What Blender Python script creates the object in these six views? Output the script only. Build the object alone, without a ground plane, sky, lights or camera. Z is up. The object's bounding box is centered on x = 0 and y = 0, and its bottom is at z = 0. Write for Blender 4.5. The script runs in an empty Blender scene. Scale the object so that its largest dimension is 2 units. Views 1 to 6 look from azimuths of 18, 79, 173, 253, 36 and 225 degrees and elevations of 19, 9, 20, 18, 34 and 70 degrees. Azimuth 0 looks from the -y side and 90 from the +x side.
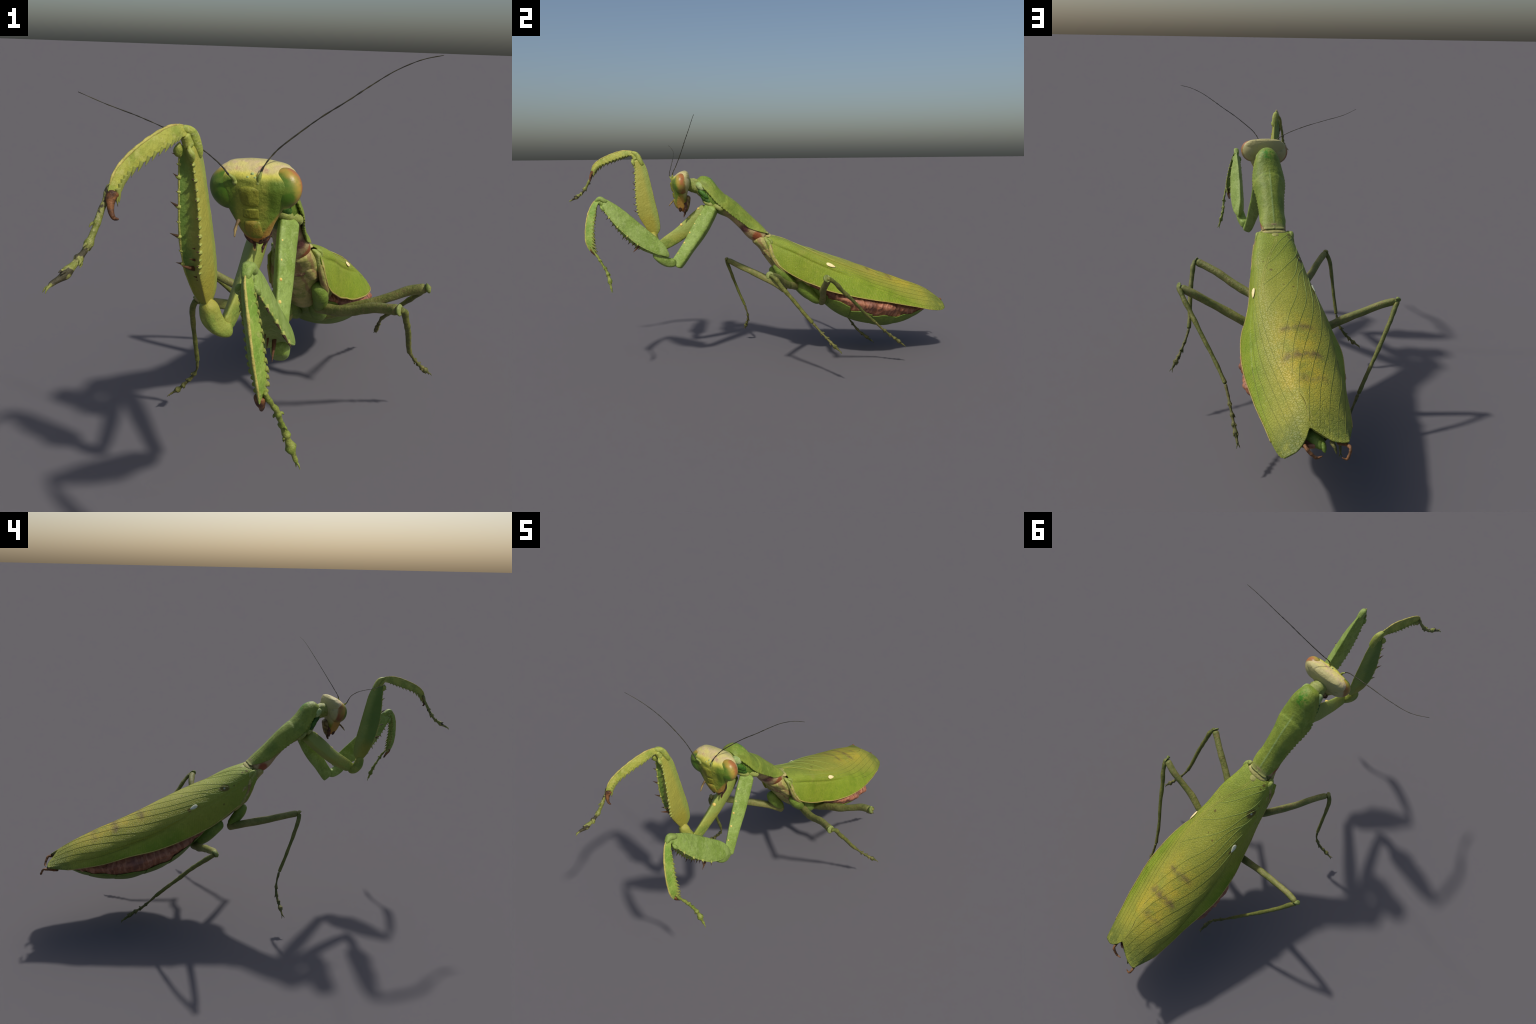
# Praying mantis in threat pose, built part by part (metres, z up, head towards -y, its left side +x)
import bpy, bmesh, math, random
import numpy as np
random.seed(7)
RNG = np.random.default_rng(7)

# ------------------------------------------------------------------ small maths
def crv(tab):
    """smooth cubic interpolation of a control table: first column parameter, rest values"""
    T = np.array(tab, float); k = T[:, 0]; V = T[:, 1:]
    d = np.gradient(V, k, axis=0)
    def f(s):
        s = np.atleast_1d(np.asarray(s, float)); sc = np.clip(s, k[0], k[-1])
        i = np.clip(np.searchsorted(k, sc, side='right') - 1, 0, len(k) - 2)
        h = (k[i + 1] - k[i])[:, None]; u = ((sc - k[i]) / h[:, 0])[:, None]
        r = (2*u**3 - 3*u**2 + 1)*V[i] + (u**3 - 2*u**2 + u)*h*d[i] + (-2*u**3 + 3*u**2)*V[i+1] + (u**3 - u**2)*h*d[i+1]
        r = r + np.where((s > k[-1])[:, None], (s - k[-1])[:, None]*d[-1], 0)
        return r + np.where((s < k[0])[:, None], (s - k[0])[:, None]*d[0], 0)
    return f

def path(pts):
    """smooth curve through points, parameter 0..1 by chord length"""
    P = np.array(pts, float)
    L = np.r_[0, np.cumsum(np.linalg.norm(np.diff(P, axis=0), axis=1))]; L /= L[-1]
    return crv(np.c_[L, P])

def path_even(pts):
    """smooth curve through stations spread evenly over 0..1 (keeps several rails in step)"""
    P = np.array(pts, float); return crv(np.c_[np.linspace(0, 1, len(P)), P])

def along(vals):
    """values spread evenly over 0..1"""
    vals = [vals, vals] if np.isscalar(vals) else list(vals)
    f = crv(np.c_[np.linspace(0, 1, len(vals)), vals])
    return lambda s: f(s)[:, 0]

def sstep(x, a, b):
    t = np.clip((x - a)/(b - a), 0, 1); return t*t*(3 - 2*t)

def unit(v):
    v = np.asarray(v, float); return v/np.maximum(np.linalg.norm(v, axis=-1, keepdims=True), 1e-9)

class Wobble:
    """cheap smooth solid noise: a sum of seeded sine waves"""
    def __init__(self, freq, seed, n=10):
        r = np.random.default_rng(seed)
        self.k = unit(r.normal(size=(n, 3)))*freq*r.uniform(.6, 1.5, (n, 1)); self.p = r.uniform(0, 6.28, n)
    def __call__(self, P):
        return np.sin(np.asarray(P) @ self.k.T + self.p).sum(1)/math.sqrt(len(self.p))

# ------------------------------------------------------------------ mesh helpers
def new_mesh(name, V, F, mat, smooth=True):
    me = bpy.data.meshes.new(name)
    me.from_pydata([tuple(map(float, v)) for v in V], [], [tuple(map(int, f)) for f in F])
    me.validate(); bm = bmesh.new(); bm.from_mesh(me); bmesh.ops.recalc_face_normals(bm, faces=bm.faces); bm.to_mesh(me); bm.free(); me.update()
    if smooth: me.polygons.foreach_set('use_smooth', [True]*len(me.polygons))
    if mat: me.materials.append(mat)
    return me

def add(name, me, parent=None, kind=None):
    ob = bpy.data.objects.new(name, me); bpy.context.scene.collection.objects.link(ob)
    if parent: ob.parent = parent
    if kind: ob['kind'] = kind
    return ob

def grid_faces(nu, nv, wrap=False, off=0):
    F = []
    for i in range(nu - 1):
        for j in range(nv if wrap else nv - 1):
            a = off + i*nv + j; b = off + i*nv + (j + 1) % nv
            F.append((a, b, b + nv, a + nv))
    return F

def merge(parts):
    V = []; F = []; o = 0
    for v, f in parts:
        V.append(np.asarray(v)); F += [tuple(i + o for i in q) for q in f]; o += len(v)
    return np.concatenate(V), F

# unit cross-section shapes: (dorso-ventral, lateral); dorsal = +1
def ring_round(n=20, e=2.0):
    a = np.linspace(0, 2*np.pi, n, endpoint=False); c, s = np.cos(a), np.sin(a)
    return np.c_[np.sign(c)*np.abs(c)**(2/e), np.sign(s)*np.abs(s)**(2/e)]

def ring_poly(pts, n=32):
    """closed smooth ring through half-profile points from dorsal (1,0) to ventral, mirrored"""
    h = np.array(pts, float); m = h[1:-1][::-1]*[1, -1]; P = np.r_[h, m, h[:1]]
    f = path(np.r_[P[-2:-1], P, P[1:2]])
    Q = np.r_[P[-2:-1], P, P[1:2]]; L = np.r_[0, np.cumsum(np.linalg.norm(np.diff(Q, axis=0), axis=1))]; L /= L[-1]
    return f(np.linspace(L[1], L[-2], n, endpoint=False))

RING_BOX = ring_round(36, 3.4)

def prism(crest, outer, inner, n=90, caps=(.1, .05), bulge=(.16, -.22, .07), soft=3, rough=0, freq=60, seed=1, grow=1.07):
    """three-edged leg segment spanned between three edge rails; faces crest-outer, outer-inner, inner-crest bow by bulge"""
    u = np.linspace(0, 1, n)
    for c, e in ((caps[0], 0), (caps[1], 1)): u = np.r_[u, np.abs(e - c*(1 - np.cos(np.linspace(0, np.pi/2, 12))))]
    u = np.unique(np.round(u, 6)); C, O, I = path_even(crest)(u), path_even(outer)(u), path_even(inner)(u); G = (C + O + I)/3
    k = 16; w = np.linspace(0, 1, k, endpoint=False); ring = []
    for A, B, q in ((C, O, bulge[0]), (O, I, bulge[1]), (I, C, bulge[2])):
        M = (A + B)/2; L = np.linalg.norm(B - A, axis=1, keepdims=True); N = unit(M - G)
        for t in w: ring.append(A + (B - A)*t + N*L*q*4*t*(1 - t)*(1 if q > 0 else min(1, 4*t*(1 - t)*1.4)))
    W = np.stack(ring, 1)
    for _ in range(soft): W = .5*W + .25*(np.roll(W, 1, 1) + np.roll(W, -1, 1))
    W = G[:, None] + (W - G[:, None])*grow
    s = np.ones_like(u); s *= np.sqrt(np.clip(1 - (1 - np.clip(u/caps[0], 0, 1))**2, 0, 1)); s *= np.sqrt(np.clip(1 - (1 - np.clip((1 - u)/caps[1], 0, 1))**2, 0, 1))
    W = G[:, None] + (W - G[:, None])*np.maximum(s, .02)[:, None, None]
    if rough:
        nz = Wobble(freq, seed)(W.reshape(-1, 3)).reshape(W.shape[:2]); W = G[:, None] + (W - G[:, None])*(1 + rough*nz[..., None])
    m = W.shape[1]; V = W.reshape(-1, 3); F = grid_faces(len(u), m, True); V = np.r_[V, G[:1], G[-1:]]; k = len(V)
    F += [(k - 2, (j + 1) % m, j) for j in range(m)]; o = (len(u) - 1)*m; F += [(k - 1, o + j, o + (j + 1) % m) for j in range(m)]
    return V, F

def tube(pts, a, b=None, vent=(0, 0, -1), ring=None, n=40, caps=(.06, .06), rough=0, freq=60, seed=1, knobs=()):
    """loft a cross-section along a smooth path.  a: half height along -vent, b: half width.
    caps: fraction of the length over which each end rounds off.  knobs: (u, width, gain)"""
    b = a if b is None else b
    ring = ring_round(16) if ring is None else ring
    f = path(pts); fa = along(a); fb = along(b)
    u = np.linspace(0, 1, n)
    for c, e in ((caps[0], 0), (caps[1], 1)):
        if c: u = np.r_[u, np.abs(e - c*(1 - np.cos(np.linspace(0, np.pi/2, 9))))]
    u = np.unique(np.round(u, 6))
    P = f(u); h = 1e-3; T = unit(f(np.minimum(u + h, 1)) - f(np.maximum(u - h, 0)))
    vent = np.asarray(vent, float)
    V0 = vent(u) if callable(vent) else np.broadcast_to(vent, P.shape)
    D = unit(-(V0 - (V0*T).sum(1, keepdims=True)*T)); Lt = np.cross(D, T)
    s = np.ones_like(u)
    if caps[0]: s *= np.sqrt(np.clip(1 - (1 - np.clip(u/caps[0], 0, 1))**2, 0, 1))
    if caps[1]: s *= np.sqrt(np.clip(1 - (1 - np.clip((1 - u)/caps[1], 0, 1))**2, 0, 1))
    g = np.ones_like(u)
    for k, w, q in knobs: g += q*np.exp(-((u - k)/w)**2)
    s = np.maximum(s, .02); A = fa(u)*s*g; B = fb(u)*s*g
    W = P[:, None] + D[:, None]*(ring[None, :, :1]*A[:, None, None]) + Lt[:, None]*(ring[None, :, 1:]*B[:, None, None])
    if rough:
        nz = Wobble(freq, seed)(W.reshape(-1, 3)).reshape(W.shape[:2])
        W = P[:, None] + (W - P[:, None])*(1 + rough*nz[..., None])
    m = len(ring); V = W.reshape(-1, 3); F = [q[::-1] for q in grid_faces(len(u), m, True)]
    V = np.r_[V, P[:1], P[-1:]]; k = len(V)
    F += [(k - 2, j, (j + 1) % m) for j in range(m)]
    o = (len(u) - 1)*m; F += [(k - 1, o + (j + 1) % m, o + j) for j in range(m)]
    return V, F

def ball(c, r, n=14):
    r = np.broadcast_to(r, 3); V = []; F = []
    th = np.linspace(0, np.pi, n); ph = np.linspace(0, 2*np.pi, 2*n, endpoint=False)
    V = np.array([[math.sin(t)*math.cos(p), math.sin(t)*math.sin(p), math.cos(t)] for t in th for p in ph])*r + np.asarray(c)
    return V, [q[::-1] for q in grid_faces(n, 2*n, True)]

# ------------------------------------------------------------------ materials
class Graph:
    """tiny wrapper to write node materials as expressions"""
    def __init__(self, name):
        self.m = bpy.data.materials.new(name); self.m.use_nodes = True
        self.t = self.m.node_tree; self.t.nodes.clear()
        self.out = self.t.nodes.new('ShaderNodeOutputMaterial')
        self.b = self.t.nodes.new('ShaderNodeBsdfPrincipled'); self.t.links.new(self.b.outputs[0], self.out.inputs[0])
        self.tc = self.t.nodes.new('ShaderNodeTexCoord').outputs['Object']
        s = self.t.nodes.new('ShaderNodeSeparateXYZ'); self.t.links.new(self.tc, s.inputs[0]); self.x, self.y, self.z = s.outputs
    def put(self, sock, v):
        if isinstance(v, bpy.types.NodeSocket): self.t.links.new(v, sock)
        elif isinstance(v, (tuple, list)) and sock.type == 'RGBA': sock.default_value = (*v[:3], 1)
        else: sock.default_value = v
    def math(self, op, a, b=0.0, c=None, clamp=False):
        n = self.t.nodes.new('ShaderNodeMath'); n.operation = op; n.use_clamp = clamp
        self.put(n.inputs[0], a); self.put(n.inputs[1], b)
        if c is not None: self.put(n.inputs[2], c)
        return n.outputs[0]
    def mul(self, a, b): return self.math('MULTIPLY', a, b)
    def addm(self, a, b): return self.math('ADD', a, b)
    def inv(self, a): return self.math('SUBTRACT', 1.0, a)
    def step(self, v, lo, hi, a=0.0, b=1.0):
        n = self.t.nodes.new('ShaderNodeMapRange'); n.interpolation_type = 'SMOOTHSTEP'
        self.put(n.inputs[0], v)
        if lo > hi: lo, hi, a, b = hi, lo, b, a
        for i, q in enumerate((lo, hi, a, b)): n.inputs[i + 1].default_value = q
        return n.outputs[0]
    def bump_at(self, v, c, w):                      # 1 at c, 0 beyond w
        return self.step(self.math('ABSOLUTE', self.math('SUBTRACT', v, c)), w, 0.0)
    def spot(self, c, r0, r1, scale=(1, 1, 1), vec=None):
        mp = self.t.nodes.new('ShaderNodeMapping'); mp.vector_type = 'POINT'; self.put(mp.inputs[0], vec or self.tc)
        mp.inputs['Scale'].default_value = scale; mp.inputs['Location'].default_value = [-a*b for a, b in zip(c, scale)]
        n = self.t.nodes.new('ShaderNodeVectorMath'); n.operation = 'LENGTH'; self.put(n.inputs[0], mp.outputs[0])
        return self.step(n.outputs['Value'], r1, r0)
    def map(self, scale=(1, 1, 1), rot=(0, 0, 0)):
        mp = self.t.nodes.new('ShaderNodeMapping'); self.put(mp.inputs[0], self.tc)
        mp.inputs['Scale'].default_value = scale; mp.inputs['Rotation'].default_value = rot; return mp.outputs[0]
    def noise(self, scale, detail=3, rough=.55, dist=0.0, vec=None):
        n = self.t.nodes.new('ShaderNodeTexNoise'); self.put(n.inputs['Vector'], vec or self.tc)
        n.inputs['Scale'].default_value = scale; n.inputs['Detail'].default_value = detail
        n.inputs['Roughness'].default_value = rough; n.inputs['Distortion'].default_value = dist; return n.outputs[0]
    def cells(self, scale, vec=None, feature='DISTANCE_TO_EDGE'):
        n = self.t.nodes.new('ShaderNodeTexVoronoi'); n.feature = feature; self.put(n.inputs['Vector'], vec or self.tc)
        n.inputs['Scale'].default_value = scale; return n.outputs['Distance']
    def wave(self, scale, dist=2.0, vec=None, direction='Y'):
        n = self.t.nodes.new('ShaderNodeTexWave'); n.bands_direction = direction; self.put(n.inputs['Vector'], vec or self.tc)
        n.inputs['Scale'].default_value = scale; n.inputs['Distortion'].default_value = dist
        n.inputs['Detail'].default_value = 3; n.inputs['Detail Scale'].default_value = 1.5; return n.outputs['Fac']
    def mix(self, f, a, b, mode='MIX'):
        n = self.t.nodes.new('ShaderNodeMix'); n.data_type = 'RGBA'; n.blend_type = mode
        self.put(n.inputs[0], f); self.put(n.inputs[6], a); self.put(n.inputs[7], b); return n.outputs[2]
    def bump(self, h, strength=.3, dist=.004):
        n = self.t.nodes.new('ShaderNodeBump'); n.inputs['Strength'].default_value = strength
        n.inputs['Distance'].default_value = dist; self.put(n.inputs['Height'], h)
        self.t.links.new(n.outputs[0], self.b.inputs['Normal'])
    def done(self, col, rough=.45, spec=.4, translucent=0.0):
        self.put(self.b.inputs['Base Color'], col); self.put(self.b.inputs['Roughness'], rough)
        self.b.inputs['Specular IOR Level'].default_value = spec*.8
        if translucent:
            tr = self.t.nodes.new('ShaderNodeBsdfTranslucent'); self.put(tr.inputs[0], col)
            mx = self.t.nodes.new('ShaderNodeMixShader'); mx.inputs[0].default_value = translucent
            self.t.links.new(self.b.outputs[0], mx.inputs[1]); self.t.links.new(tr.outputs[0], mx.inputs[2]); self.t.links.new(mx.outputs[0], self.out.inputs[0])
        return self.m

def srgb(r, g, b):
    f = lambda c: c/12.92 if c <= .04045 else ((c + .055)/1.055)**2.4
    return tuple(f(v/255) for v in (r, g, b))

def cuticle(name, a, b, c=None, scale=14, grain=90, rough=.55, bump=.45, cfac=.5):
    """mottled horny skin: two tones in soft patches, a third in small flecks"""
    g = Graph(name)
    col = g.mix(g.step(g.noise(scale, 3), .4, .6), a, b)
    col = g.mix(g.mul(g.step(g.noise(scale*2.6, 4, .6), .52, .62), .35), col, tuple(q*.66 for q in a))
    if c: col = g.mix(g.mul(g.step(g.noise(scale*3.3, 4, .65, .4), .52, .66), cfac), col, c)
    fine = g.noise(scale*11, 4, .7)
    col = g.mix(g.mul(g.step(fine, .52, .7), .45), col, tuple(min(1, q*1.35 + .025) for q in b))
    col = g.mix(g.mul(g.step(fine, .48, .32), .4), col, tuple(q*.62 for q in b))
    g.bump(g.addm(g.mul(g.noise(grain, 5, .65), 1.2), g.mul(g.noise(grain*.3, 3), 1.6)), bump, .005)
    return g, col, rough

def simple(*a, **k):
    g, col, r = cuticle(*a, **k); return g.done(col, r)

YELLOW_GREEN = srgb(178, 178, 78); LEAF = srgb(126, 152, 62); DEEP = srgb(92, 122, 52); SAGE = srgb(134, 160, 88)
OLIVE = srgb(120, 124, 48); BROWN = srgb(92, 62, 38); DARK = srgb(38, 30, 24); CREAM = srgb(206, 192, 138); PINK = srgb(178, 138, 112); MAROON = srgb(98, 50, 46)

def m_pronotum():
    g, col, r = cuticle('pronotum_green', srgb(130, 144, 52), srgb(112, 132, 46), srgb(146, 158, 72), 10, 80)
    # fresh green patch on the front boss, pale median keel, pink rims at the waist
    col = g.mix(g.mul(g.spot((.02, -.29, .975), .01, .05, (1, .7, 1)), g.step(g.noise(70, 3), .42, .6)), col, srgb(70, 130, 30))
    keel = g.mul(g.bump_at(g.x, .012, .006), g.step(g.y, -.26, -.2)); col = g.mix(g.mul(keel, .55), col, srgb(152, 176, 110))
    rim = g.mul(g.step(g.math('ABSOLUTE', g.math('SUBTRACT', g.x, .012)), .056, .068), g.step(g.y, -.17, -.08))
    col = g.mix(g.mul(rim, .75), col, srgb(190, 150, 122))
    col = g.mix(g.mul(g.step(g.y, -.035, -.012), .6), col, srgb(168, 164, 104))
    return g.done(col, r)

def m_prothorax():
    g, col, r = cuticle('prothorax_skin', srgb(150, 140, 84), srgb(170, 148, 104), srgb(120, 78, 56), 22, 90)
    col = g.mix(g.step(g.y, -.2, -.27), col, srgb(96, 122, 40))
    col = g.mix(g.mul(g.spot((.06, -.135, .725), .012, .035, (.5, 1, 1)), .9), col, srgb(84, 40, 46))
    for sx in (.068, -.048): col = g.mix(g.mul(g.spot((sx, -.07, .682), .018, .032, (.6, 1, .8)), .9), col, srgb(138, 66, 38))
    return g.done(col, r)

def m_thorax():
    g, col, r = cuticle('thorax_skin', srgb(168, 158, 92), srgb(132, 138, 66), srgb(192, 172, 124), 26, 80)
    band = g.step(g.wave(9, 5, direction='DIAGONAL'), .72, .92)
    col = g.mix(g.mul(band, g.mul(g.step(g.y, .1, .02), .5)), col, srgb(124, 74, 62))
    return g.done(col, r)

def m_wing(side):
    g = Graph('wing_' + side)
    lo, hi = (srgb(120, 144, 32), srgb(140, 158, 44))
    col = g.mix(g.step(g.noise(9, 3), .35, .65), lo, hi)
    # broad roof turns olive and then yellow towards the rear middle
    ax = g.math('ABSOLUTE', g.addm(g.x, .012))
    roofm = g.step(ax, .165, .115)
    roofm = g.mul(roofm, g.step(g.y, .02, .4))
    col = g.mix(g.mul(g.step(ax, .15, .09), .7), col, srgb(142, 156, 62))
    col = g.mix(g.mul(roofm, g.addm(.55, g.mul(g.noise(14, 3), .45))), col, srgb(158, 156, 58))
    yel = g.mul(g.mul(g.step(g.y, .38, .6), g.step(g.y, .93, .74)), g.step(g.math('ABSOLUTE', g.math('SUBTRACT', g.x, -.005)), .115, .045))
    col = g.mix(g.mul(yel, g.step(g.noise(16, 4, .6), .3, .62)), col, srgb(186, 168, 54))
    # dusky tip
    col = g.mix(g.mul(g.step(g.y, .8, .94), g.mul(g.step(g.noise(22, 4), .25, .55), g.step(ax, .0, .07, .45, .9))), col, srgb(98, 112, 48))
    # smoky cross bands
    for yb, w, x0, x1, k in ((.531, .028, -.07, .055, .8), (.652, .032, -.085, .06, .95), (.747, .026, -.09, .02, .55)):
        wob = g.addm(g.y, g.mul(g.noise(18, 3), .03))
        xm = g.mul(g.step(g.x, x0 - .015, x0 + .02), g.step(g.x, x1 + .015, x1 - .02))
        col = g.mix(g.mul(g.mul(g.bump_at(wob, yb + .015, w), xm), g.mul(g.step(g.noise(30, 3), .3, .6), k)), col, srgb(116, 96, 60))
    # fine net of cells across the roof; fine rib lines down the side fields
    net = g.cells(130, g.map((.55, 1.0, .8), (0, 0, .35)))
    netm = g.mul(g.step(net, .09, .0), g.step(ax, .15, .1))
    col = g.mix(g.mul(netm, g.step(g.y, .15, .5, .12, .4)), col, srgb(120, 128, 46))
    rib = g.wave(34, 2.5, g.map((.2, 1, .35)), 'Y')
    sidem = g.step(ax, .105, .13)
    col = g.mix(g.mul(g.mul(rib, sidem), .16), col, srgb(96, 124, 20))
    painted_glint = g.step(g.cells(170, None, 'F1'), .3, .1)
    col = g.mix(g.mul(g.mul(painted_glint, g.step(g.y, .3, .8)), .5), col, srgb(180, 174, 92))  # light specks painted on the rear roof for highlights on its pebbly surface
    # blemishes
    dots = [(.077, .171, .613, .005), (.052, .229, .601, .006), (.087, .157, .614, .005), (-.025, .331, .568, .004), (.038, .468, .518, .004),
            (.115, .413, .511, .004), (-.045, .014, .675, .007), (-.045, .035, .669, .005), (-.082, .086, .621, .004), (-.081, .065, .628, .004), (-.108, .14, .537, .006), (.012, .318, .576, .004)]
    for x, y, z, r in dots:
        col = g.mix(g.mul(g.spot((x, y, z), r*.6, r*1.5), .8), col, srgb(96, 74, 34))
    # pale bruised patches near the shoulder of the left wing, red-brown margin all along the edge
    col = g.mix(g.mul(g.spot((.1, .15, .598), .004, .028, (1, .7, 1)), .45), col, srgb(168, 158, 84))
    ring = g.mul(g.spot((-.078, .134, .61), .014, .02, (1, .62, 1)), .85)
    col = g.mix(ring, col, srgb(96, 78, 34)); col = g.mix(g.spot((-.08, .134, .61), .003, .007), col, srgb(170, 176, 150))
    for yy in (-.022, .022): col = g.mix(g.mul(g.spot((-.117, .29 + yy, .536 - yy*.4), .006, .013), .8), col, srgb(120, 84, 44))
    h = g.addm(g.mul(g.step(net, 0.0, .12), .5), g.addm(g.mul(g.mul(rib, sidem), .2), g.mul(g.noise(70, 3), .5)))
    col = g.mix(g.mul(g.step(g.noise(60, 5, .7), .5, .7), .35), col, srgb(168, 168, 74)); col = g.mix(g.mul(g.step(g.noise(45, 5, .7), .5, .32), .22), col, srgb(98, 114, 36))
    g.bump(h, .5, .004)
    return g.done(col, .52, .35, .1)

def m_vein():
    g = Graph('wing_vein'); col = g.mix(g.step(g.y, .3, .55), srgb(146, 164, 82), srgb(112, 118, 38))
    return g.done(col, .5)

def m_eye():
    g = Graph('compound_eye')
    n = g.noise(18, 3); yy = g.addm(g.addm(g.y, g.mul(g.math('SUBTRACT', n, .5), .03)), g.addm(g.mul(g.math('SUBTRACT', g.z, .957), .38), g.mul(g.math('SUBTRACT', g.math('ABSOLUTE', g.math('SUBTRACT', g.x, .013)), .075), .45)))
    col = g.mix(g.step(yy, -.462, -.445), srgb(78, 112, 34), srgb(170, 142, 60))
    col = g.mix(g.step(yy, -.442, -.422), col, srgb(158, 100, 58))
    col = g.mix(g.mul(g.step(g.z, .97, .925), g.step(g.y, -.47, -.45)), col, srgb(132, 82, 54))
    col = g.mix(g.mul(g.step(g.noise(30, 4, .6), .42, .62), .45), col, srgb(128, 138, 58)); col = g.mix(g.step(g.addm(g.y, g.mul(g.math('SUBTRACT', g.z, .955), .1)), -.433, -.425), col, srgb(174, 166, 114)); col = g.mix(g.mul(g.step(g.noise(55, 3), .55, .7), .3), col, srgb(64, 84, 30))
    g.bump(g.addm(g.cells(260), g.noise(50, 3)), .15, .002)
    return g.done(col, .36, .4)

def m_head():
    g, col, r = cuticle('head_skin', srgb(124, 132, 46), srgb(144, 146, 56), srgb(106, 124, 38), 30, 100)
    crown = g.step(g.addm(g.z, g.mul(g.y, .25)), .855, .875)
    cr = g.mix(g.step(g.noise(26, 3), .4, .62), srgb(208, 196, 120), srgb(198, 176, 136))
    cr = g.mix(g.mul(g.step(g.noise(40, 3), .58, .7), .5), cr, srgb(190, 136, 116))
    cr = g.mix(g.mul(g.step(g.y, -.462, -.478), .8), cr, srgb(200, 194, 70))
    col = g.mix(crown, col, cr)
    back = g.step(g.y, -.445, -.425); col = g.mix(g.mul(back, g.step(g.z, .875, .91)), col, srgb(176, 168, 112))
    side = g.mul(g.mul(g.step(g.math('ABSOLUTE', g.math('SUBTRACT', g.x, .013)), .03, .052), g.step(g.y, -.44, -.455)), g.step(g.z, .995, .975)); col = g.mix(g.mul(side, .85), col, srgb(88, 116, 34))
    edge = g.math('SUBTRACT', g.math('ABSOLUTE', g.math('SUBTRACT', g.x, .0155)), g.math('MULTIPLY_ADD', g.math('SUBTRACT', g.z, .83), .72, .02))
    edge = g.mul(g.step(edge, -.014, -.004), g.step(g.z, .925, .9)); col = g.mix(g.mul(edge, .7), col, srgb(184, 130, 62))
    mouth = g.step(g.z, .848, .83); col = g.mix(g.mul(mouth, .8), col, srgb(186, 112, 56))
    return g.done(col, r)

def m_pleura():
    g = Graph('abdomen_skin')
    v = g.map((1, 1, .45), (.5, 0, 0)); w = g.wave(11, 9, v, 'Y'); n = g.noise(24, 5, .65, 1.5)
    col = g.mix(g.step(n, .35, .65), srgb(164, 106, 78), srgb(130, 82, 62)); col = g.mix(g.mul(g.step(w, .6, .95), .5), col, srgb(186, 132, 102))
    col = g.mix(g.mul(g.step(g.noise(9, 2), .52, .68), .7), col, srgb(112, 76, 66))
    g.bump(g.addm(n, g.mul(w, .8)), .7, .006)
    return g.done(col, .5)

def m_foreleg(side):
    if side == 'R':
        g, col, r = cuticle('foreleg_yellow_green', srgb(146, 154, 66), srgb(122, 142, 60), srgb(164, 164, 80), 16, 90)
        # the face turned to the midline is yellowish, the outer face a green darkened for its shade
        n = g.noise(11, 3)
        col = g.mix(g.mul(g.step(g.addm(g.x, g.mul(n, .02)), -.055, -.035), g.mul(g.step(g.z, .66, .72), .9)), col, srgb(158, 154, 66))
        col = g.mix(g.mul(g.step(g.addm(g.x, g.mul(n, .02)), -.05, -.068), .85), col, srgb(88, 118, 46))
        back = g.mul(g.step(g.addm(g.y, g.mul(g.math('SUBTRACT', g.z, .75), .2)), -.588, -.56), g.step(g.z, .68, .73)); col = g.mix(g.mul(back, .65), col, srgb(128, 150, 76))
        col = g.mix(g.mul(g.spot((-.04, -.61, .75), .02, .06, (.6, 1, .8)), .6), col, srgb(150, 140, 48))
    else:
        g, col, r = cuticle('foreleg_leaf_green', srgb(120, 144, 60), srgb(136, 158, 78), srgb(152, 170, 100), 14, 90)
    return g.done(col, r)

def m_tarsus():
    g, col, r = cuticle('tarsus_mottled', srgb(116, 124, 52), srgb(150, 148, 90), srgb(170, 166, 120), 34, 140, bump=.5)
    col = g.mix(g.mul(g.step(g.noise(34, 3, .6), .5, .56), .9), col, srgb(46, 40, 32))
    return g.done(col, r)

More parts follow.
